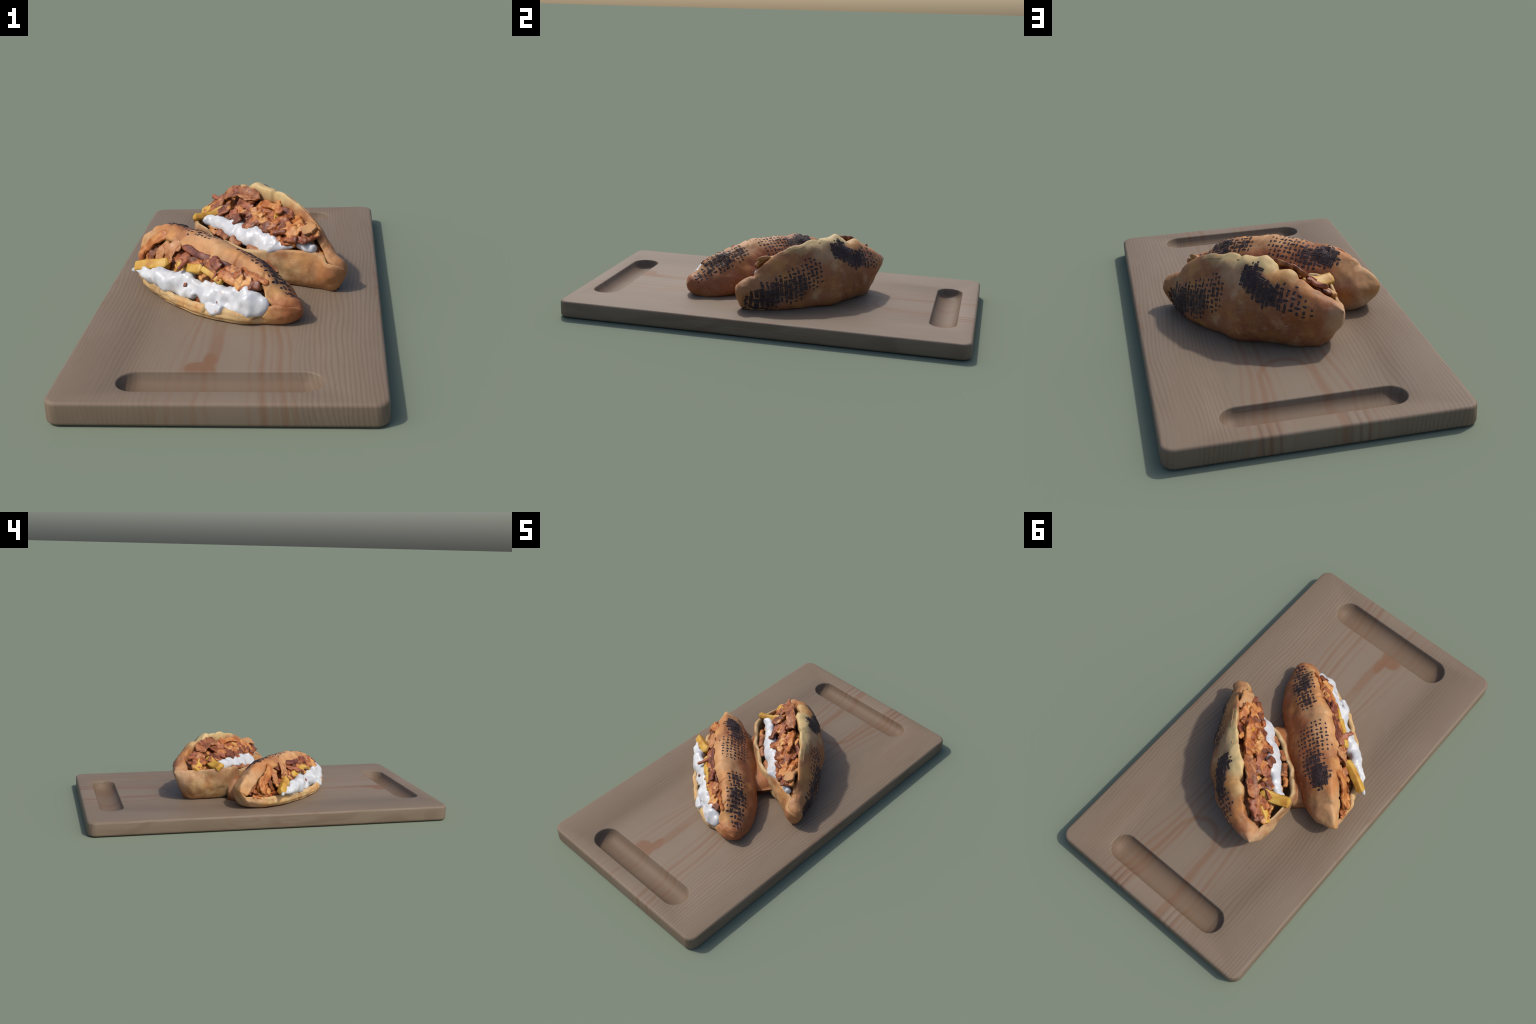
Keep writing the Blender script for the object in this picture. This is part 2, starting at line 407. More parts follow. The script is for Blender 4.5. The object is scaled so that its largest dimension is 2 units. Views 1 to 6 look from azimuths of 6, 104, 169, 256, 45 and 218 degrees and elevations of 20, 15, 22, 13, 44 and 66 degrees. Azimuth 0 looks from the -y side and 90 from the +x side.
# ------------------------------------------------------------------ bread shells
class Loaf:
    """A split flat loaf: C-shaped sections strung along a horizontal axis.

    Local frame: x along the axis from the near tip (s=0) to the far tip (s=1),
    y towards the open mouth, z up from the board."""
    def __init__(self, a, b, stations, mat_crust, name, label, thick, seed, relief):
        a, b = np.array(a), np.array(b)
        self.L = float(np.linalg.norm(b - a)); self.seed = seed
        self.root = link(bpy.data.objects.new(name, None))
        mid = (a + b) / 2
        self.root.location = (mid[0], mid[1], TOP)
        self.root.rotation_euler = (0, 0, math.atan2(b[1] - a[1], b[0] - a[0]))
        self.root["label"] = label; self.root["category"] = "filled pita sandwich"
        S = np.array([r[0] for r in stations]); P = np.array([r[1] for r in stations], float)
        P[:, :, 1] -= TOP
        self.S, self.P = S, P
        self.build(mat_crust, thick, relief)

    def xloc(self, s):
        return (np.asarray(s) - 0.5) * self.L

    def section(self, s):
        return pchip(self.S, self.P, np.atleast_1d(s))

    def build(self, crust, thick, relief):
        NS, PER = 260, 12
        th = np.linspace(0, math.pi, NS)
        s = 0.65 * (1 - np.cos(th)) / 2 + 0.35 * np.linspace(0, 1, NS)
        s = s[0] + (s - s[0]) * (0.9985 - 0.0015) + 0.0015
        sec = self.section(s)
        outer = np.array([catmull(q, PER) for q in sec])              # NS, M, 2
        M = outer.shape[1]
        self.s, self.M = s, M
        # inward normals in the section plane
        tg = np.gradient(outer, axis=1)
        tg /= np.maximum(np.linalg.norm(tg, axis=2, keepdims=True), 1e-9)
        nin = np.stack([-tg[..., 1], tg[..., 0]], axis=2)
        cen = outer.mean(axis=1, keepdims=True)
        # the row runs lip -> crown -> back -> base -> lip, so inward is on its left
        sgn = np.sign(((cen - outer) * nin).sum(2).mean(1))[:, None, None]
        nin = nin * sgn
        rad = np.linalg.norm(outer - cen, axis=2).min(axis=1)
        t = np.minimum(thick, rad * 0.75)[:, None]
        v = np.linspace(0, 1, M)
        lipfac = 0.88 + 0.12 * np.sin(np.pi * v)
        inner = outer + nin * (t * lipfac[None])[..., None]
        G = np.zeros((NS, M, 3)); X = self.xloc(s)
        G[..., 0] = X[:, None]; G[..., 1:] = outer
        N = grid_normals(G)
        if ((G - G.mean(axis=(0, 1))) * N).sum() < 0:
            N = -N
        disp = relief(self, s, v, G)
        endfade = np.clip(np.minimum(s, 1 - s) / 0.03, 0, 1)[:, None]
        low = np.clip(G[..., 2] / 0.03, 0, 1)
        D = disp * endfade * (0.25 + 0.75 * low)
        Go = G + N * D[..., None]
        Gi = np.zeros_like(G); Gi[..., 0] = X[:, None]; Gi[..., 1:] = inner
        Gi = Gi + N * (D * 0.8)[..., None]
        self.G, self.N = Go, grid_normals(Go)
        if (self.N * N).sum() < 0:
            self.N = -self.N
        self.Gi = Gi
        # round lips between outer and inner sheet
        CAP = 5
        def cap(a, b, out):
            rows = []
            c = (a + b) / 2; r = (a - b) / 2; rl = np.linalg.norm(r, axis=1, keepdims=True)
            for k in range(1, CAP):
                ang = math.pi * k / CAP
                rows.append(c + r * math.cos(ang) + out * rl * math.sin(ang))
            return np.stack(rows, axis=1)
        o7 = Go[:, -1] - Go[:, -2]; o7 /= np.maximum(np.linalg.norm(o7, axis=1, keepdims=True), 1e-9)
        o0 = Go[:, 0] - Go[:, 1]; o0 /= np.maximum(np.linalg.norm(o0, axis=1, keepdims=True), 1e-9)
        ring = np.concatenate([Go, cap(Go[:, -1], Gi[:, -1], o7), Gi[:, ::-1], cap(Gi[:, 0], Go[:, 0], o0)], axis=1)
        R = ring.shape[1]
        ring[..., 2] = np.maximum(ring[..., 2], 0.0006)
        verts = ring.reshape(-1, 3)
        faces, fm = [], []
        for i in range(NS - 1):
            for j in range(R):
                k = (j + 1) % R
                faces.append((i * R + j, (i + 1) * R + j, (i + 1) * R + k, i * R + k))
                fm.append(0 if (j < M + 1 or j >= R - 2) else 1)
        # close the two tips
        tips = np.array([[X[0] - .001, *self.P[0, 0]], [X[-1] + .001, *self.P[-1, 0]]])
        for e, (row, tip) in enumerate(((0, tips[0]), (NS - 1, tips[1]))):
            verts = np.vstack([verts, tip]); ti = len(verts) - 1
            for j in range(M - 1):
                f = (row * R + j, row * R + j + 1, ti)
                faces.append(f if e == 0 else f[::-1]); fm.append(0)
            faces.append((row * R + M - 1, row * R, ti) if e == 0 else (row * R, row * R + M - 1, ti)); fm.append(0)
        ob = mesh_object("bread", verts, faces, [crust, CRUMB], self.root, True, fm)
        bm = bmesh.new(); bm.from_mesh(ob.data)
        bmesh.ops.recalc_face_normals(bm, faces=bm.faces); bm.to_mesh(ob.data); bm.free()
        self.bread = ob

    # -------------------------------------------------------------- marks on the crust
    def surface(self, s, v):
        i = float(np.interp(s, self.s, np.arange(len(self.s)))); j = v * (self.M - 1)
        i0 = int(min(i, len(self.s) - 2)); j0 = int(min(j, self.M - 2)); a, b = i - i0, j - j0
        g = lambda A: (A[i0, j0] * (1 - a) * (1 - b) + A[i0 + 1, j0] * a * (1 - b) + A[i0, j0 + 1] * (1 - a) * b + A[i0 + 1, j0 + 1] * a * b)
        p, nn = g(self.G), g(self.N)
        du = self.G[i0 + 1, j0] - self.G[i0, j0]
        return p, nn / np.linalg.norm(nn), du / np.linalg.norm(du)

    def char_marks(self, patches, step=0.0222):
        """Basket-weave print of a hot mesh: bean-shaped scorch marks, thick and
        merged in the middle of every patch, small and single at its rim.
        A patch is a list of discs (along axis, down the back from the crown, radii, strength)."""
        r = random.Random(self.seed + 50)
        arc = np.zeros((len(self.s), self.M))
        arc[:, 1:] = np.cumsum(np.linalg.norm(np.diff(self.G, axis=1), axis=2), axis=1)
        crown = int((self.M - 1) / 7)
        arc -= arc[:, crown:crown + 1]
        V, Fc = [], []
        def bean(c, e1, e2, nn, hl, hw, h):
            base = len(V)
            V.append(c + nn * h * .55)                       # slit along the middle
            for rr, hh in ((.42, 1.0), (.8, .8), (1.0, -1.2)):
                for q in range(12):
                    an = 2 * math.pi * q / 12
                    V.append(c + e1 * hl * (rr if rr > .5 else .7) * math.cos(an) + e2 * hw * rr * math.sin(an) + nn * h * hh)
            for q in range(12):
                w = (q + 1) % 12
                Fc.append((base, base + 1 + q, base + 1 + w))
                for k in (0, 12):
                    Fc.append((base + 1 + k + q, base + 13 + k + q, base + 13 + k + w, base + 1 + k + w))
        for discs in patches:
            a0 = min(c[0] - c[2] for c in discs); a1 = max(c[0] + c[2] for c in discs)
            b0 = min(c[1] - c[3] for c in discs); b1 = max(c[1] + c[3] for c in discs)
            for i in range(int(a0 / step) - 1, int(a1 / step) + 2):
                for j in range(int(b0 / step) - 1, int(b1 / step) + 2):
                    a = (i + r.uniform(-.10, .10)) * step; b = (j + r.uniform(-.10, .10)) * step
                    k = max(c[4] * (1 - math.hypot((a - c[0]) / c[2], (b - c[1]) / c[3]) ** 2) for c in discs)
                    k += r.uniform(-.08, .08)
                    s = a / self.L
                    if k < 0.05 or not 0.012 < s < 0.985:
                        continue
                    ii = int(np.argmin(abs(self.s - s)))
                    v = float(np.interp(b, arc[ii], np.arange(self.M))) / (self.M - 1)
                    if not 0.04 < v < 0.62:
                        continue
                    p, nn, du = self.surface(s, v)
                    dv = np.cross(nn, du)
                    kk = min(1, k * 1.5)
                    hl = step * (.24 + .58 * kk) * r.uniform(.88, 1.1); hw = step * (.20 + .11 * kk) * r.uniform(.85, 1.12)
                    e1, e2 = (du, dv) if (i + j) % 2 == 0 else (dv, du)
                    rot = r.uniform(-.16, .16)
                    e1, e2 = e1 * math.cos(rot) + e2 * math.sin(rot), e2 * math.cos(rot) - e1 * math.sin(rot)
                    h = .0010 + .0007 * kk
                    if k < .55:
                        bean(p, e1, e2, nn, hl, hw, h)
                    else:                                # merged strands lie in pairs, or threes where burnt solid
                        for off in ((-.55, .55) if k < 1.0 else (-1, 0, 1)):
                            bean(p + e2 * off * hw * 1.05, e1, e2, nn, hl * r.uniform(.9, 1.1), hw * .62, h)
        ob = mesh_object("char_marks", V, Fc, [CHAR], self.bread)
        ob["kind"] = "stuff"

    # -------------------------------------------------------------- stuffing
    def p(self, s, t, z):
        return np.array([(s - .5) * self.L, t, z - TOP])

    def stuffing(self, rows, seed, amp=0.010):
        """Shredded filling wedged in the loaf. rows: s and three (t, z) points of its
        open face, from under the upper lip down to the lower lip."""
        NS, M = 150, 56
        rs = np.array([r[0] for r in rows]); rp = np.array([r[1:] for r in rows], float)
        s = np.linspace(rs[0], rs[-1], NS)
        face = pchip(rs, rp, s); face[..., 1] -= TOP
        ring = []
        sec = self.section(s)
        for k in range(NS):
            q = sec[k]; c = q.mean(0); a = k / (NS - 1)
            e = math.sin(math.pi * a) ** .35 if 0 < a < 1 else 0.02
            inn = lambda P, f: P + (c - P) * f
            A, B, C = face[k]
            pts = [inn(q[0], .3), A, B, C, inn(q[7], .35), inn(q[5], .45), inn(q[4], .45), inn(q[3], .42), inn(q[2], .42), inn(q[1], .5), inn(q[0], .3)]
            cc = catmull(pts, 8)[:-1]
            m = cc.mean(0)
            cc = m + (cc - m) * max(e, .02)
            ring.append(np.column_stack([np.full(len(cc), self.xloc(s[k])), cc]))
        G = np.array(ring); R = G.shape[1]
        N = grid_normals(G, True)
        if ((G - G.mean(axis=1, keepdims=True)) * N).sum() < 0: N = -N
        D = np.zeros(G.shape[:2])
        for i in range(NS):
            for j in range(34):
                x = G[i, j]
                f = 1.5 * fbm(x, 15, seed, 3) + 0.6 * abs(fbm(x, 38, seed + 3, 2)) - .6
                D[i, j] = amp * f * min(1, j / 5) * min(1, max(0, 33 - j) / 4)
        G = G + N * D[..., None]
        faces = [(i * R + j, (i + 1) * R + j, (i + 1) * R + (j + 1) % R, i * R + (j + 1) % R) for i in range(NS - 1) for j in range(R)]
        V = G.reshape(-1, 3)
        faces += [tuple(range(R)), tuple(range((NS - 1) * R + R - 1, (NS - 1) * R - 1, -1))]
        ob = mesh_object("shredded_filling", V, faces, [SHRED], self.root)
        bm = bmesh.new(); bm.from_mesh(ob.data); bmesh.ops.recalc_face_normals(bm, faces=bm.faces); bm.to_mesh(ob.data); bm.free()
        ob["kind"] = "stuff"
        self.fill = ob
        return ob

    def fuse(self, pieces, voxel=.0032):
        """Melt loose shreds into the stuffing so that they hang together."""
        bm = bmesh.new(); bm.from_mesh(self.fill.data)
        for p in pieces:
            bm.from_mesh(p.data)
            me = p.data; bpy.data.objects.remove(p); bpy.data.meshes.remove(me)
        bm.to_mesh(self.fill.data); bm.free()
        m = self.fill.modifiers.new("melt", "REMESH"); m.mode = "VOXEL"; m.voxel_size = voxel
        k = self.fill.modifiers.new("soft", "SMOOTH"); k.factor = .5; k.iterations = 5
        me = bpy.data.meshes.new_from_object(self.fill.evaluated_get(bpy.context.evaluated_depsgraph_get()))
        self.fill.modifiers.clear(); self.fill.data = me
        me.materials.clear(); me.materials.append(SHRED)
        me.polygons.foreach_set("use_smooth", [True] * len(me.polygons))

    def sauce(self, rows, seed, amp=.010, name="white_sauce"):
        """A rope of thick sauce. rows: s, t, z, half height (along slope), half depth, slope angle."""
        rows = np.array(rows, float); NS, R = 170, 40
        k = np.linspace(0, 1, NS)
        kk = (1 - np.cos(np.pi * k)) / 2 * .5 + k * .5
        s = rows[0, 0] + (rows[-1, 0] - rows[0, 0]) * kk
        order = rows[np.argsort(rows[:, 0])]
        par = pchip(order[:, 0], order[:, 1:], s)
        G = np.zeros((NS, R, 3))
        for i in range(NS):
            t, z, hh, hd, ang = par[i]
            e = max(0.02, (1 - abs(2 * k[i] - 1) ** 7) ** .5)
            hh *= 1 + .42 * mnoise.noise(Vector((s[i] * 13, seed * 1.7, 0))) + .18 * mnoise.noise(Vector((s[i] * 34, seed, 5)))
            t += .010 * mnoise.noise(Vector((s[i] * 11, seed, 9)))
            a = math.radians(ang)
            for j in range(R):
                th = 2 * math.pi * j / R
                c, q = math.cos(th), math.sin(th)
                uu = hh * e * math.copysign(abs(c) ** .8, c); ww = hd * e * math.copysign(abs(q) ** .9, q)
                G[i, j] = (self.xloc(s[i]), t + ww * math.cos(a) - uu * math.sin(a), z - TOP + ww * math.sin(a) + uu * math.cos(a))
        N = grid_normals(G, True)
        if ((G - G.mean(axis=1, keepdims=True)) * N).sum() < 0: N = -N
        for i in range(NS):
            for j in range(R):
                x = G[i, j].copy()
                f = fbm(x, 11, seed, 2) * 1.2 + (.35 - abs(fbm(x, 19, seed + 4, 1))) * .9 + fbm(x, 42, seed + 2, 2) * .22
                G[i, j] = x + N[i, j] * amp * f * min(1, 8 * min(k[i], 1 - k[i]))
        faces = [(i * R + j, (i + 1) * R + j, (i + 1) * R + (j + 1) % R, i * R + (j + 1) % R) for i in range(NS - 1) for j in range(R)]
        faces += [tuple(range(R)), tuple(range((NS - 1) * R + R - 1, (NS - 1) * R - 1, -1))]
        ob = mesh_object(name, G.reshape(-1, 3), faces, [SAUCE], self.root)
        bm = bmesh.new(); bm.from_mesh(ob.data); bmesh.ops.recalc_face_normals(bm, faces=bm.faces); bm.to_mesh(ob.data); bm.free()
        return ob

    def slab(self, name, path, width, thick, mat, facing=(0, .7, .7), taper=(1, 1), ragged=.25, curl=.0, seed=0, boxy=False):
        """A strip of food along a bent path (points s, t, z): a rounded slab with ragged edges."""
        P = np.array([self.p(*q) for q in path])
        if len(P) == 2:
            P = np.vstack([P[0], (P[0] + P[1]) / 2, P[1]])
        C = catmull(P, max(3, 18 // (len(P) - 1)))
        n = len(C); R = 20
        T = np.gradient(C, axis=0); T /= np.linalg.norm(T, axis=1, keepdims=True)
        up0 = np.array(facing, float); up0 /= np.linalg.norm(up0)
        V = np.zeros((n, R, 3))
        for i in range(n):
            k = i / (n - 1)
            up = up0 - T[i] * (up0 @ T[i]); up /= max(np.linalg.norm(up), 1e-6)
            sd = np.cross(T[i], up)
            w = width * (taper[0] + (taper[1] - taper[0]) * k)
            endk = min(k, 1 - k)
            sh = (1 - (1 - min(1, endk / .12)) ** 2.2) ** .5 if not boxy else (1 - (1 - min(1, endk / .05)) ** 2) ** .5
            sh = max(sh, .25 if boxy else .12)
            rl = 1 + ragged * mnoise.noise(Vector((k * 5 + seed * 3.1, seed, 0))) * 2
            rr = 1 + ragged * mnoise.noise(Vector((k * 5 - seed * 2.7, seed + 9, 4))) * 2
            for j in range(R):
                th = 2 * math.pi * j / R
                c, q = math.cos(th), math.sin(th)
                ex = .38 if boxy else .6
                a = math.copysign(abs(c) ** ex, c); b = math.copysign(abs(q) ** (.38 if boxy else .7), q)
                ww = w * a * (rl if a > 0 else rr) * sh * .5
                hh = thick * b * .5 * (sh ** .6)
                cu = curl * width * (a * a) * .5
                V[i, j] = C[i] + sd * ww + up * (hh + cu)
        flat = V.reshape(-1, 3)
        amp = thick * (.05 if boxy else .38)
        cc = flat.mean(0)
        for q in range(len(flat)):
            f = flat[q]
            flat[q] = f + np.array([fbm(f, 30, seed + 1, 2), fbm(f, 30, seed + 5, 2), fbm(f, 30, seed + 8, 2)]) * amp
        faces = [(i * R + j, i * R + (j + 1) % R, (i + 1) * R + (j + 1) % R, (i + 1) * R + j) for i in range(n - 1) for j in range(R)]
        faces += [tuple(range(R - 1, -1, -1)), tuple(range((n - 1) * R, n * R))]
        ob = mesh_object(name, flat, faces, [mat], self.root)
        bm = bmesh.new(); bm.from_mesh(ob.data); bmesh.ops.recalc_face_normals(bm, faces=bm.faces); bm.to_mesh(ob.data); bm.free()
        if boxy:
            ob.data.set_sharp_from_angle(angle=math.radians(50))
        return ob

# FRONT loaf: lies on its side, mouth facing the viewer; rear loaf stands more upright.
# every station: s, (upper lip, crown, upper back, back, base back, base front, front belly, lower lip) as (t, z)
FRONT = [
 (0.0, [(0.004, 0.143)] * 8),
 (0.025, [(0.034, 0.164), (0.014, 0.174), (-0.012, 0.166), (-0.03, 0.138), (-0.022, 0.103), (0.02, 0.098), (0.046, 0.12), (0.044, 0.15)]),
 (0.06, [(0.06, 0.174), (0.028, 0.19), (-0.014, 0.173), (-0.05, 0.135), (-0.038, 0.085), (0.04, 0.082), (0.08, 0.115), (0.077, 0.156)]),
 (0.1, [(0.075, 0.192), (0.034, 0.217), (-0.018, 0.197), (-0.072, 0.145), (-0.068, 0.079), (0.06, 0.079), (0.1, 0.11), (0.094, 0.148)]),
 (0.112, [(0.074, 0.203), (0.032, 0.226), (-0.02, 0.204), (-0.077, 0.147), (-0.072, 0.079), (0.066, 0.079), (0.106, 0.108), (0.1, 0.148)]),
 (0.126, [(0.066, 0.216), (0.03, 0.236), (-0.023, 0.212), (-0.084, 0.15), (-0.078, 0.079), (0.076, 0.079), (0.118, 0.102), (0.118, 0.122)]),
 (0.14, [(0.062, 0.226), (0.028, 0.245), (-0.026, 0.219), (-0.09, 0.152), (-0.082, 0.079), (0.085, 0.079), (0.128, 0.1), (0.128, 0.122)]),
 (0.2, [(0.062, 0.248), (0.022, 0.273), (-0.038, 0.243), (-0.105, 0.16), (-0.09, 0.079), (0.12, 0.079), (0.16, 0.098), (0.163, 0.12)]),
 (0.3, [(0.07, 0.264), (0.03, 0.296), (-0.041, 0.263), (-0.12, 0.17), (-0.095, 0.079), (0.15, 0.079), (0.19, 0.098), (0.195, 0.123)]),
 (0.43, [(0.09, 0.272), (0.038, 0.316), (-0.041, 0.281), (-0.13, 0.175), (-0.09, 0.079), (0.165, 0.079), (0.205, 0.098), (0.21, 0.118)]),
 (0.55, [(0.09, 0.28), (0.034, 0.322), (-0.045, 0.295), (-0.134, 0.185), (-0.095, 0.079), (0.16, 0.079), (0.2, 0.098), (0.207, 0.118)]),
 (0.65, [(0.074, 0.293), (0.026, 0.325), (-0.045, 0.298), (-0.13, 0.185), (-0.095, 0.079), (0.145, 0.079), (0.185, 0.098), (0.19, 0.128)]),
 (0.75, [(0.064, 0.286), (0.02, 0.321), (-0.042, 0.29), (-0.116, 0.19), (-0.088, 0.079), (0.12, 0.079), (0.17, 0.103), (0.17, 0.133)]),
 (0.85, [(0.048, 0.249), (0.013, 0.296), (-0.036, 0.262), (-0.1, 0.185), (-0.066, 0.079), (0.08, 0.079), (0.13, 0.103), (0.13, 0.133)]),
 (0.92, [(0.04, 0.203), (0.012, 0.258), (-0.026, 0.238), (-0.078, 0.182), (-0.04, 0.096), (0.04, 0.088), (0.075, 0.115), (0.07, 0.14)]),
 (0.965, [(0.033, 0.17), (0.011, 0.228), (-0.016, 0.218), (-0.043, 0.183), (-0.01, 0.13), (0.02, 0.115), (0.04, 0.13), (0.038, 0.148)]),
 (0.988, [(0.022, 0.18), (0.008, 0.211), (-0.006, 0.206), (-0.018, 0.187), (0, 0.16), (0.012, 0.152), (0.024, 0.158), (0.024, 0.167)]),
 (1.0, [(0.008, 0.188)] * 8),
]
REAR = [
 (0.0, [(0, 0.177)] * 8),
 (0.02, [(0.02, 0.2), (0.0, 0.211), (-0.021, 0.201), (-0.035, 0.17), (-0.02, 0.13), (0.015, 0.13), (0.034, 0.155), (0.031, 0.186)]),
 (0.06, [(0.03, 0.216), (0, 0.231), (-0.026, 0.211), (-0.031, 0.165), (-0.006, 0.09), (0.02, 0.084), (0.048, 0.14), (0.046, 0.19)]),
 (0.1, [(0.018, 0.24), (-0.006, 0.254), (-0.033, 0.228), (-0.047, 0.17), (-0.036, 0.079), (0.03, 0.079), (0.052, 0.15), (0.04, 0.212)]),
 (0.16, [(0.005, 0.272), (-0.015, 0.303), (-0.047, 0.268), (-0.08, 0.18), (-0.061, 0.079), (0.05, 0.079), (0.078, 0.15), (0.06, 0.222)]),
 (0.24, [(-0.01, 0.302), (-0.018, 0.342), (-0.057, 0.296), (-0.098, 0.19), (-0.083, 0.079), (0.08, 0.079), (0.112, 0.15), (0.098, 0.22)]),
 (0.33, [(-0.018, 0.325), (-0.026, 0.375), (-0.069, 0.32), (-0.124, 0.2), (-0.096, 0.079), (0.12, 0.079), (0.165, 0.15), (0.162, 0.213)]),
 (0.43, [(-0.022, 0.338), (-0.032, 0.396), (-0.088, 0.345), (-0.136, 0.21), (-0.106, 0.079), (0.155, 0.079), (0.202, 0.152), (0.202, 0.208)]),
 (0.55, [(-0.015, 0.352), (-0.022, 0.406), (-0.089, 0.364), (-0.157, 0.215), (-0.12, 0.079), (0.16, 0.079), (0.218, 0.15), (0.221, 0.222)]),
 (0.63, [(-0.01, 0.352), (-0.021, 0.403), (-0.086, 0.364), (-0.155, 0.215), (-0.09, 0.079), (0.17, 0.079), (0.225, 0.155), (0.229, 0.226)]),
 (0.672, [(-0.006, 0.342), (-0.018, 0.392), (-0.084, 0.354), (-0.15, 0.217), (-0.078, 0.079), (0.162, 0.079), (0.224, 0.157), (0.232, 0.25)]),
 (0.72, [(-0.005, 0.328), (-0.029, 0.378), (-0.097, 0.341), (-0.148, 0.22), (-0.065, 0.079), (0.15, 0.079), (0.22, 0.158), (0.232, 0.254)]),
 (0.8, [(-0.003, 0.307), (-0.024, 0.356), (-0.082, 0.321), (-0.12, 0.225), (-0.05, 0.079), (0.11, 0.08), (0.185, 0.162), (0.194, 0.253)]),
 (0.87, [(0, 0.285), (-0.019, 0.318), (-0.062, 0.296), (-0.088, 0.225), (-0.02, 0.083), (0.068, 0.084), (0.134, 0.165), (0.138, 0.247)]),
 (0.9, [(0.022, 0.277), (-0.008, 0.302), (-0.044, 0.285), (-0.066, 0.228), (-0.012, 0.11), (0.058, 0.095), (0.116, 0.17), (0.104, 0.25)]),
 (0.93, [(0.045, 0.262), (0.0, 0.285), (-0.03, 0.272), (-0.048, 0.23), (0, 0.14), (0.05, 0.125), (0.09, 0.178), (0.072, 0.25)]),
 (0.97, [(0.028, 0.262), (0, 0.268), (-0.014, 0.262), (-0.02, 0.235), (0.004, 0.19), (0.03, 0.175), (0.05, 0.2), (0.042, 0.248)]),
 (1.0, [(0.002, 0.246)] * 8),
]

def gauss(x, w):
    return np.exp(-(x / w) ** 2)

def relief_front(self, s, v, G):
    D = np.zeros(G.shape[:2])
    for i in range(G.shape[0]):
        for j in range(G.shape[1]):
            x = G[i, j]
            D[i, j] = .0085 * fbm(x, 9, 1, 2) + .0032 * fbm(x, 24, 2, 2) - .004 * max(0, fbm(x, 15, 6, 1) - .25)
    S, Vv = np.meshgrid(s, v, indexing="ij")
    lip = gauss(Vv, .11)
    wr = np.array([mnoise.noise(Vector((q * 17, 3.3, 0))) for q in s])[:, None]
    D += lip * .010 * wr
    for c, w, a, ext in ((.30, .0055, -.012, .17), (.155, .0055, -.008, .14), (.66, .006, -.006, .12), (.86, .006, -.006, .1), (.2, .005, -.005, .08)):
        wob = .010 * np.array([mnoise.noise(Vector((q * 22, c * 90, 0))) for q in v])[None]
        D += a * gauss(S - c + wob, w) * gauss(Vv, ext)
    for c, w, a, v0 in ((.42, .010, -.006, .13), (.58, .008, -.005, .1), (.78, .012, -.007, .15), (.9, .012, -.007, .2)):
        D += a * gauss(S - c + .18 * (Vv - v0), w) * gauss(Vv - v0, .14)
    # folds of the thin lower lip
    D += .004 * gauss(Vv - 1, .16) * np.sin(S * 55 + 2 * np.sin(S * 21))
    for c, w, a in ((.119, .010, -.05), (.33, .006, -.008), (.62, .005, -.008), (.45, .004, -.005)):
        D += a * gauss(S - c + .004 * np.sin(Vv * 40), w) * gauss(Vv - 1, .15)
    return D

def relief_rear(self, s, v, G):
    D = np.zeros(G.shape[:2])
    for i in range(G.shape[0]):
        for j in range(G.shape[1]):
            x = G[i, j]
            D[i, j] = .0095 * fbm(x, 8.5, 11, 2) + .003 * fbm(x, 23, 12, 2) - .005 * max(0, fbm(x, 14, 16, 1) - .25)
    S, Vv = np.meshgrid(s, v, indexing="ij")
    # pleats running down from the puffed upper lip
    ple = np.array([mnoise.noise(Vector((q * 19, 7.7, 0))) + .5 * mnoise.noise(Vector((q * 41, 2.2, 0))) for q in s])[:, None] * .006
    D += ple * gauss(Vv - .1, .13) * np.clip((S - .2) / .1, 0, 1)
    for c, w, a in ((.70, .014, -.013), (.80, .012, -.009), (.63, .022, .009), (.75, .02, .006), (.50, .012, -.006), (.105, .012, -.012)):
        D += a * gauss(S - c + .05 * (Vv - .1), w) * gauss(Vv - .08, .2)
    D += .004 * gauss(Vv - 1, .12) * np.sin(S * 33 + 1)
    return D

F_CRUST = crust_material("pita_crust_front", srgb(190, 160, 112), srgb(180, 128, 80), srgb(152, 88, 52),
    [((-.40, 0, .06), (.12, .1, .06), srgb(140, 74, 42), .8), ((.40, 0, .02), (.14, .12, .07), srgb(182, 156, 124), .6),
     ((.37, .0, .15), (.13, .12, .10), srgb(188, 148, 104), .6), ((-.03, .02, .24), (.13, .07, .06), srgb(196, 152, 108), .6),
     ((.30, .02, .24), (.08, .07, .06), srgb(186, 118, 56), .5),
     ((.24, -.03, .22), (.055, .045, .05), srgb(50, 40, 40), .85), ((.16, -.05, .2), (.07, .045, .05), srgb(70, 50, 42), .5),
     ((-.27, .0, .17), (.09, .035, .05), srgb(60, 44, 40), .55)], (.12, .04, -.10), .55)
R_CRUST = crust_material("pita_crust_rear", srgb(188, 156, 112), srgb(172, 128, 84), srgb(150, 92, 58),
    [((.05, -.04, .33), (.36, .06, .075), srgb(200, 176, 124), .85), ((-.38, 0, .08), (.1, .09, .08), srgb(158, 102, 64), .7),
     ((.42, .0, .1), (.06, .1, .1), srgb(186, 160, 132), .5), ((.2, -.07, .29), (.06, .06, .05), srgb(190, 136, 72), .5),
     ((-.22, .06, .06), (.16, .05, .07), srgb(160, 104, 60), .45), ((.0, -.1, .27), (.07, .06, .07), srgb(180, 150, 116), .5),
     ((-.30, -.085, .06), (.09, .06, .06), srgb(46, 38, 42), .8), ((-.17, -.12, .10), (.08, .05, .06), srgb(60, 44, 42), .55),
     ((.095, -.1, .255), (.055, .05, .05), srgb(48, 38, 40), .85), ((.17, -.11, .21), (.06, .05, .04), srgb(52, 40, 40), .7)], (.13, .03, -.07), .5)

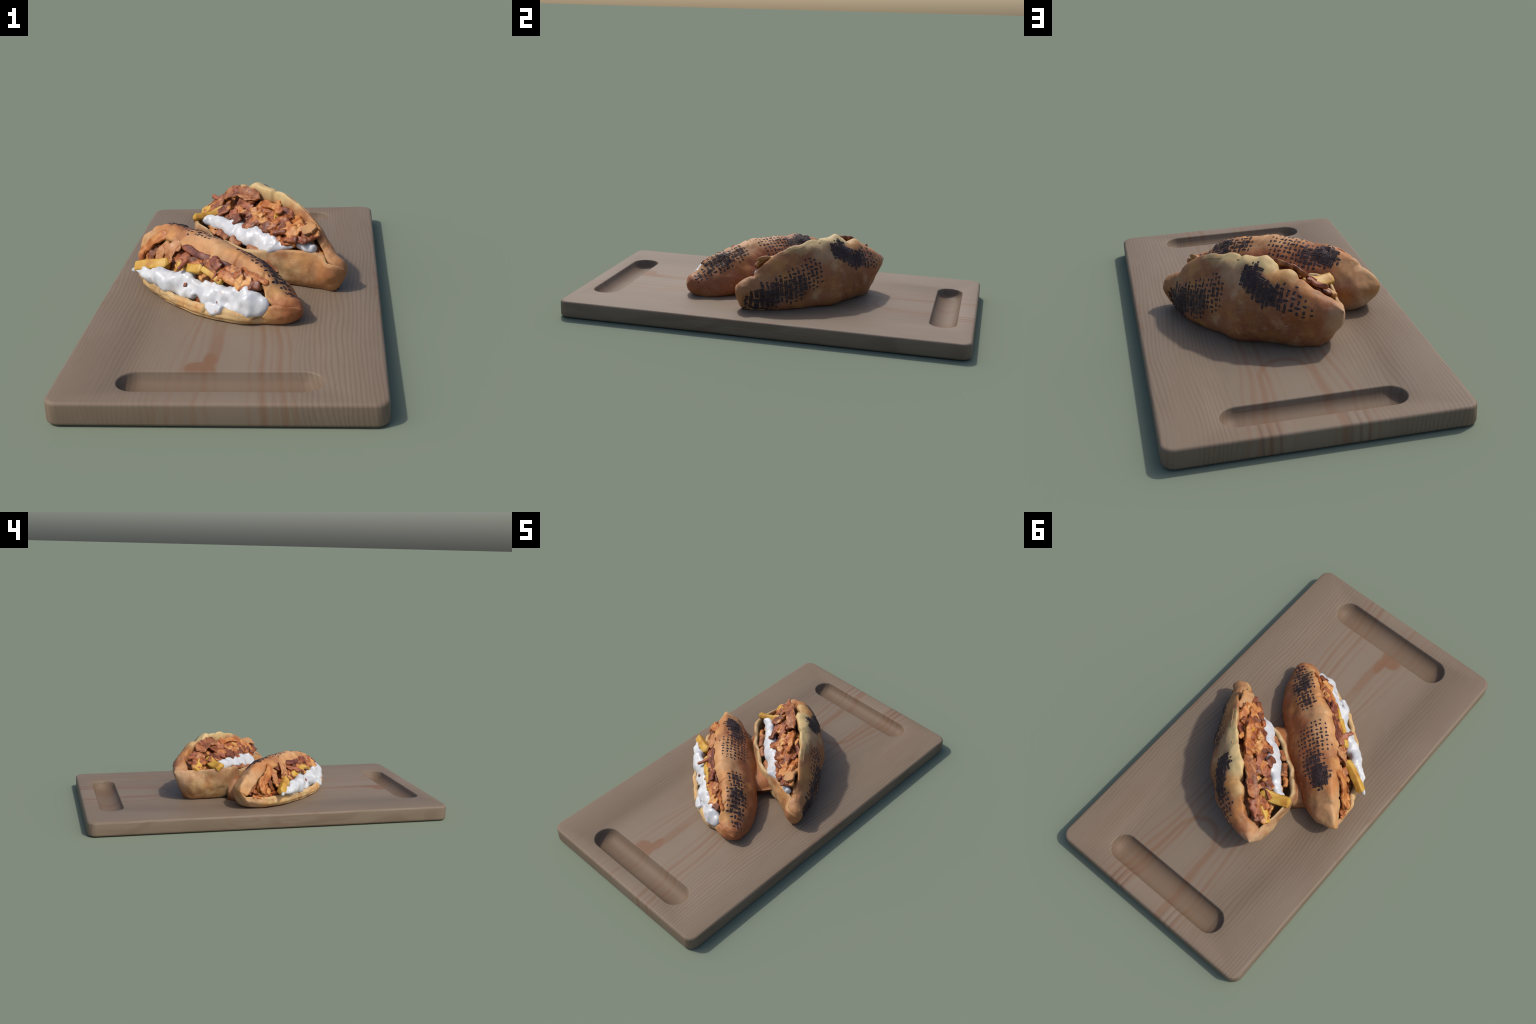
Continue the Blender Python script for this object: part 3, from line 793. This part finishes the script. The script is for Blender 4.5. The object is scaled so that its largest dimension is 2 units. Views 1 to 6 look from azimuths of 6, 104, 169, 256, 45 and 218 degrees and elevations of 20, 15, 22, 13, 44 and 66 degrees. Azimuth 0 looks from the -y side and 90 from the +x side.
front = Loaf((.253, -.425), (-.439, .187), FRONT, F_CRUST, "pita_sandwich", "charred pita lying open, stuffed with meat, fries and white sauce", .030, 1, relief_front)
rear = Loaf((.403, -.129), (-.201, .503), REAR, R_CRUST, "pita_sandwich", "upright charred pita overflowing with meat, fries and white sauce", .027, 2, relief_rear)

front.stuffing([(.12, (.066, .2), (.085, .178), (.1, .14)), (.2, (.064, .222), (.09, .196), (.13, .12)), (.3, (.07, .24), (.1, .212), (.15, .12)),
                (.45, (.085, .252), (.11, .215), (.155, .11)), (.55, (.082, .25), (.108, .21), (.155, .11)), (.65, (.07, .255), (.095, .2), (.15, .12)),
                (.75, (.055, .25), (.08, .19), (.13, .125)), (.85, (.045, .212), (.065, .17), (.1, .13)), (.94, (.04, .17), (.052, .15), (.052, .13))], 31)
rear.stuffing([(.12, (.015, .25), (.03, .245), (.04, .225)), (.2, (.0, .30), (.038, .285), (.072, .24)), (.28, (-.005, .312), (.045, .30), (.1, .245)),
               (.37, (-.008, .322), (.045, .315), (.125, .25)), (.45, (-.01, .33), (.045, .325), (.14, .245)), (.55, (-.002, .34), (.05, .325), (.155, .245)),
               (.65, (-.002, .352), (.06, .315), (.165, .24)), (.75, (.005, .34), (.065, .29), (.17, .24)), (.85, (.01, .31), (.055, .268), (.12, .23)),
               (.94, (.012, .265), (.035, .25), (.055, .225))], 32)

# scorch prints of the baking mesh
front.char_marks([[(.29, .062, .055, .058, .75), (.2, .058, .075, .068, .9), (.13, .05, .06, .06, .85), (.07, .045, .045, .032, .7)],
                  [(.70, .055, .06, .06, 1.7), (.63, .08, .085, .07, .95), (.52, .07, .115, .105, .36)]])
rear.char_marks([[(.065, .12, .04, .055, 1.1), (.10, .135, .05, .07, 1.5), (.17, .175, .08, .075, 1.1), (.26, .19, .09, .085, .95), (.355, .165, .065, .09, .5)],
                 [(.525, .095, .06, .055, 1.6), (.575, .13, .065, .06, 1.6), (.64, .125, .065, .05, 1.2), (.715, .1, .075, .06, .42)]])

# sauce: rows are s, t, z, half height up the slope, half depth, lean in degrees
front.sauce([(.828, .180, .158, .018, .014, 20), (.75, .178, .168, .024, .018, 25), (.67, .172, .166, .030, .022, 25), (.58, .164, .158, .036, .024, 30),
             (.48, .150, .160, .050, .024, 30), (.38, .144, .160, .052, .026, 30), (.28, .130, .160, .052, .026, 30), (.20, .114, .154, .042, .028, 25),
             (.14, .099, .152, .038, .028, 20), (.092, .086, .156, .034, .026, 10)], 41, .016)
rear.sauce([(.80, .168, .268, .010, .014, 40), (.72, .146, .261, .024, .016, 42), (.60, .138, .256, .036, .018, 45), (.47, .132, .246, .038, .019, 42),
            (.34, .116, .238, .032, .018, 40), (.27, .096, .238, .020, .015, 35), (.23, .083, .240, .010, .012, 30)], 42, .011)
rear.sauce([(.225, .064, .244, .010, .016, 40), (.18, .050, .243, .022, .018, 45), (.14, .034, .238, .014, .014, 40)], 43, .004)

# drips over the lower lip
front.sauce([(.345, .176, .130, .010, .012, 25), (.30, .181, .128, .020, .012, 25), (.255, .172, .130, .010, .012, 25)], 44, .007)

MOUTH_F, MOUTH_R = (0, .8, .6), (0, .62, .78)
def food(loaf, name, mat, mouth):
    sink = np.array([0, mouth[1], mouth[2]]) * -.009
    return lambda path, w, th, **k: loaf.slab(name, [tuple(np.array(q) + sink) for q in path], w * 1.18, th, mat, **{"facing": mouth, **k})
fm = food(front, "meat_slice", MEAT, MOUTH_F); fr_ = food(front, "meat_slice", MEAT_RED, MOUTH_F); fo = food(front, "meat_slice", MEAT_ORANGE, MOUTH_F)
rm = food(rear, "meat_slice", MEAT, MOUTH_R); rr_ = food(rear, "meat_slice", MEAT_RED, MOUTH_R); ro = food(rear, "meat_slice", MEAT_ORANGE, MOUTH_R)
ff = lambda *a, **k: front.slab("french_fry", *a, FRY, boxy=True, ragged=.04, **k)
rf = lambda *a, **k: rear.slab("french_fry", *a, FRY, boxy=True, ragged=.04, **k)

# ---- front loaf: tall slices at the far end, long strips under the lip, fries above the sauce
fo([(.735, .062, .300), (.80, .085, .262), (.905, .072, .185)], .040, .016, seed=1, curl=.15)
fo([(.86, .082, .225), (.89, .098, .196), (.86, .112, .178)], .034, .014, seed=2, facing=(.4, .8, .3))
fm([(.62, .082, .292), (.648, .112, .255), (.664, .116, .205)], .048, .013, seed=3, taper=(1.15, .7), curl=.2)
fm([(.70, .075, .27), (.735, .098, .235), (.745, .11, .195)], .04, .014, seed=4)
fr_([(.575, .098, .266), (.54, .12, .252), (.521, .152, .243), (.515, .186, .237)], .032, .013, taper=(1.2, .35), seed=5, facing=(.2, .3, .9))
fr_([(.60, .105, .24), (.57, .128, .222), (.555, .142, .202)], .03, .014, seed=6)
fr_([(.585, .095, .29), (.47, .103, .277), (.356, .093, .268), (.30, .084, .25)], .024, .014, seed=7)
fm([(.44, .108, .268), (.38, .118, .25), (.33, .115, .24)], .026, .014, seed=8)
fr_([(.40, .098, .279), (.365, .112, .272), (.335, .112, .262)], .034, .016, seed=9)
fo([(.34, .116, .245), (.25, .108, .226), (.155, .088, .186)], .044, .016, seed=10, taper=(.9, .7))
fm([(.30, .088, .262), (.22, .082, .238), (.15, .076, .208)], .022, .014, seed=11)
fo([(.27, .066, .262), (.2, .07, .248), (.125, .058, .232)], .020, .014, seed=12, curl=.4)
fr_([(.345, .128, .247), (.352, .142, .222)], .011, .007, taper=(1.2, .5), seed=13)
fr_([(.48, .178, .186), (.475, .186, .174)], .012, .007, seed=14)
fr_([(.30, .166, .158), (.292, .17, .15)], .008, .006, seed=15)
fm([(.78, .078, .245), (.80, .105, .205), (.79, .115, .17)], .03, .013, seed=16)
fo([(.90, .07, .175), (.86, .1, .158), (.8, .122, .142)], .03, .016, seed=17)
fm([(.51, .085, .285), (.495, .112, .256), (.50, .13, .222)], .034, .012, seed=18)
fr_([(.69, .055, .285), (.66, .085, .272), (.61, .09, .268)], .028, .012, seed=19)
fo([(.93, .058, .162), (.90, .082, .15), (.86, .1, .14)], .022, .012, seed=20)
ff([(.816, .168, .166), (.76, .156, .184), (.70, .140, .196), (.645, .118, .206)], .042, .036, seed=1, facing=(0, .8, .6))
ff([(.58, .126, .212), (.5, .128, .222), (.42, .122, .234)], .036, .03, seed=2, facing=(0, .8, .6))
ff([(.43, .122, .238), (.36, .122, .222), (.31, .12, .205)], .022, .022, seed=3, facing=(0, .8, .6))

# ---- rear loaf
rf([(.742, .066, .300), (.770, .120, .276), (.785, .155, .272), (.808, .200, .274)], .050, .030, seed=4, facing=(.5, -.3, .8))
rf([(.815, .062, .295), (.86, .078, .27), (.905, .085, .252)], .034, .030, seed=5, facing=(0, .7, .7))
rf([(.405, .048, .325), (.392, .03, .318), (.375, .0, .308)], .036, .028, seed=6, facing=(0, .4, .9))
rm([(.56, .008, .368), (.65, .022, .375), (.72, .028, .368), (.80, .03, .346)], .050, .016, seed=21, curl=.4, ragged=.4)
rm([(.775, .052, .336), (.83, .058, .306), (.895, .03, .268)], .046, .014, seed=22)
rr_([(.80, .03, .345), (.85, .036, .325), (.905, .043, .322)], .03, .016, taper=(1.3, .35), seed=23, facing=(0, .3, .9))
rr_([(.70, .03, .365), (.73, .025, .378), (.745, .02, .386)], .03, .016, taper=(1.3, .4), seed=24)
ro([(.56, .024, .345), (.47, .026, .362), (.40, .036, .36), (.358, .052, .352)], .026, .015, seed=25, curl=.1)
ro([(.46, -.012, .37), (.44, .0, .362), (.43, .01, .35)], .02, .012, seed=26)
ro([(.34, .0, .316), (.28, .03, .318), (.22, .055, .304)], .056, .020, seed=27)
ro([(.33, .06, .312), (.27, .07, .302), (.22, .075, .285)], .046, .020, seed=28)
ro([(.30, .098, .262), (.26, .092, .262), (.215, .072, .268)], .03, .016, seed=29)
rear.slab("bread_flap", [(.255, .0, .304), (.20, .026, .310), (.155, .036, .304)], .055, .018, R_CRUST, facing=(-.3, .5, .8), seed=30, curl=.3)
rm([(.45, .075, .305), (.42, .095, .294), (.375, .098, .28)], .04, .022, seed=31)
rm([(.54, .07, .325), (.50, .095, .305), (.47, .105, .29)], .034, .018, seed=32)
rr_([(.66, .085, .318), (.62, .108, .304), (.585, .112, .3)], .03, .014, seed=33, curl=.3)
rr_([(.62, .06, .342), (.575, .07, .345), (.54, .066, .338)], .026, .013, seed=34, curl=.3)
rm([(.72, .07, .312), (.68, .1, .298), (.64, .12, .288)], .03, .013, seed=35)
rm([(.64, .186, .252), (.60, .194, .246), (.555, .192, .236)], .024, .018, seed=36)
rm([(.54, .186, .245), (.51, .19, .236), (.47, .18, .226)], .024, .018, seed=37)
ro([(.70, .19, .25), (.665, .196, .246), (.64, .19, .244)], .022, .016, seed=38)
rm([(.45, .17, .224), (.41, .163, .218), (.37, .15, .216)], .02, .016, seed=39)
rr_([(.44, .012, .345), (.40, -.002, .345), (.35, -.01, .338)], .026, .012, seed=40)
ro([(.36, .085, .29), (.32, .1, .272), (.30, .11, .258)], .03, .016, seed=41)

# small shreds tucked between the slices
def shreds(loaf, rows, count, mouth, seed):
    r = random.Random(seed); made = []
    rows = np.array(rows)
    for k in range(count):
        s = r.uniform(rows[0, 0], rows[-1, 0])
        t0, z0, t1, z1 = (np.interp(s, rows[:, 0], rows[:, c]) for c in range(1, 5))
        f = r.uniform(.15, 1); t = t0 + (t1 - t0) * f; z = z0 + (z1 - z0) * f
        ln = r.uniform(.026, .048); an = r.uniform(-1.3, 1.3)
        ds, dd = ln * math.cos(an), ln * math.sin(an)
        lift = r.uniform(.0, .007)
        a = (s - ds / loaf.L, t - dd * .7, z + dd * .5)
        m = (s, t + lift * mouth[1], z + lift * mouth[2])
        b = (s + ds / loaf.L, t + dd * .7, z - dd * .5)
        made.append(loaf.slab("meat_shred", [a, m, b], r.uniform(.022, .042), r.uniform(.013, .02), MEAT, facing=mouth, seed=seed + k, curl=r.uniform(0, .4)))
    bpy.context.view_layer.update()
    loaf.fuse(made)
shreds(front, [(.16, .07, .232, .095, .205), (.3, .08, .25, .112, .222), (.5, .095, .262, .122, .215), (.7, .07, .26, .12, .17), (.9, .05, .185, .085, .14)], 34, MOUTH_F, 300)
shreds(rear, [(.18, .0, .3, .07, .262), (.3, -.01, .33, .1, .275), (.45, -.02, .35, .115, .285), (.6, -.005, .36, .125, .29), (.75, .01, .345, .13, .28), (.9, .015, .29, .08, .25)], 46, MOUTH_R, 400)

# ---- torn strand of dough still joining the two loaves
WEB = crust_material('torn_dough', srgb(168, 112, 68), srgb(156, 98, 58), srgb(134, 80, 48), [], (.3, .15, .0))
def dough_web():
    NS, NP = 40, 12
    Minv = rear.root.matrix_basis.inverted() @ front.root.matrix_basis
    rows = []
    for k in range(NS):
        f = k / (NS - 1); s = .275 + .475 * f
        q = rear.section(s)[0]
        a = np.array([rear.xloc(s), q[7][0] - .012, q[7][1] - .012])
        # nearest point of the front loaf's back at the same height
        sf = .37 + .41 * f
        p = front.section(sf)[0]
        w = Minv @ Vector((front.xloc(sf), p[3][0] + .03, p[3][1] + .012))
        b = np.array([a[0], w.y, w.z])
        rise = .10 + .0 * f
        top = [a + (b - a) * u + np.array([0, 0, -.022 * math.sin(math.pi * u)]) for u in np.linspace(0, 1, NP)]
        bot = [np.array([t[0], t[1], .001]) for t in top[::-1]]
        ring = np.array(top + bot)
        ek = min(1, f / .16, (1 - f) / .34)
        ring[:NP, 2] -= (.062 if f < .5 else .098) * (1 - (1 - (1 - ek) ** 2) ** .5)
        if f < .2:                                        # hollow under the near edge
            ring[NP:, 2] += .05 * (1 - f / .2)
        rows.append(ring)
    G = np.array(rows); R = G.shape[1]
    for i in range(NS):
        for j in range(R):
            G[i, j, 2] += .004 * fbm(G[i, j], 16, 77, 2)
    faces = [(i * R + j, (i + 1) * R + j, (i + 1) * R + (j + 1) % R, i * R + (j + 1) % R) for i in range(NS - 1) for j in range(R)]
    faces += [tuple(range(R)), tuple(range((NS - 1) * R + R - 1, (NS - 1) * R - 1, -1))]
    ob = mesh_object("torn_dough", G.reshape(-1, 3), faces, [WEB], rear.root)
    bm = bmesh.new(); bm.from_mesh(ob.data); bmesh.ops.recalc_face_normals(bm, faces=bm.faces); bm.to_mesh(ob.data); bm.free()
dough_web()

board = build_board()
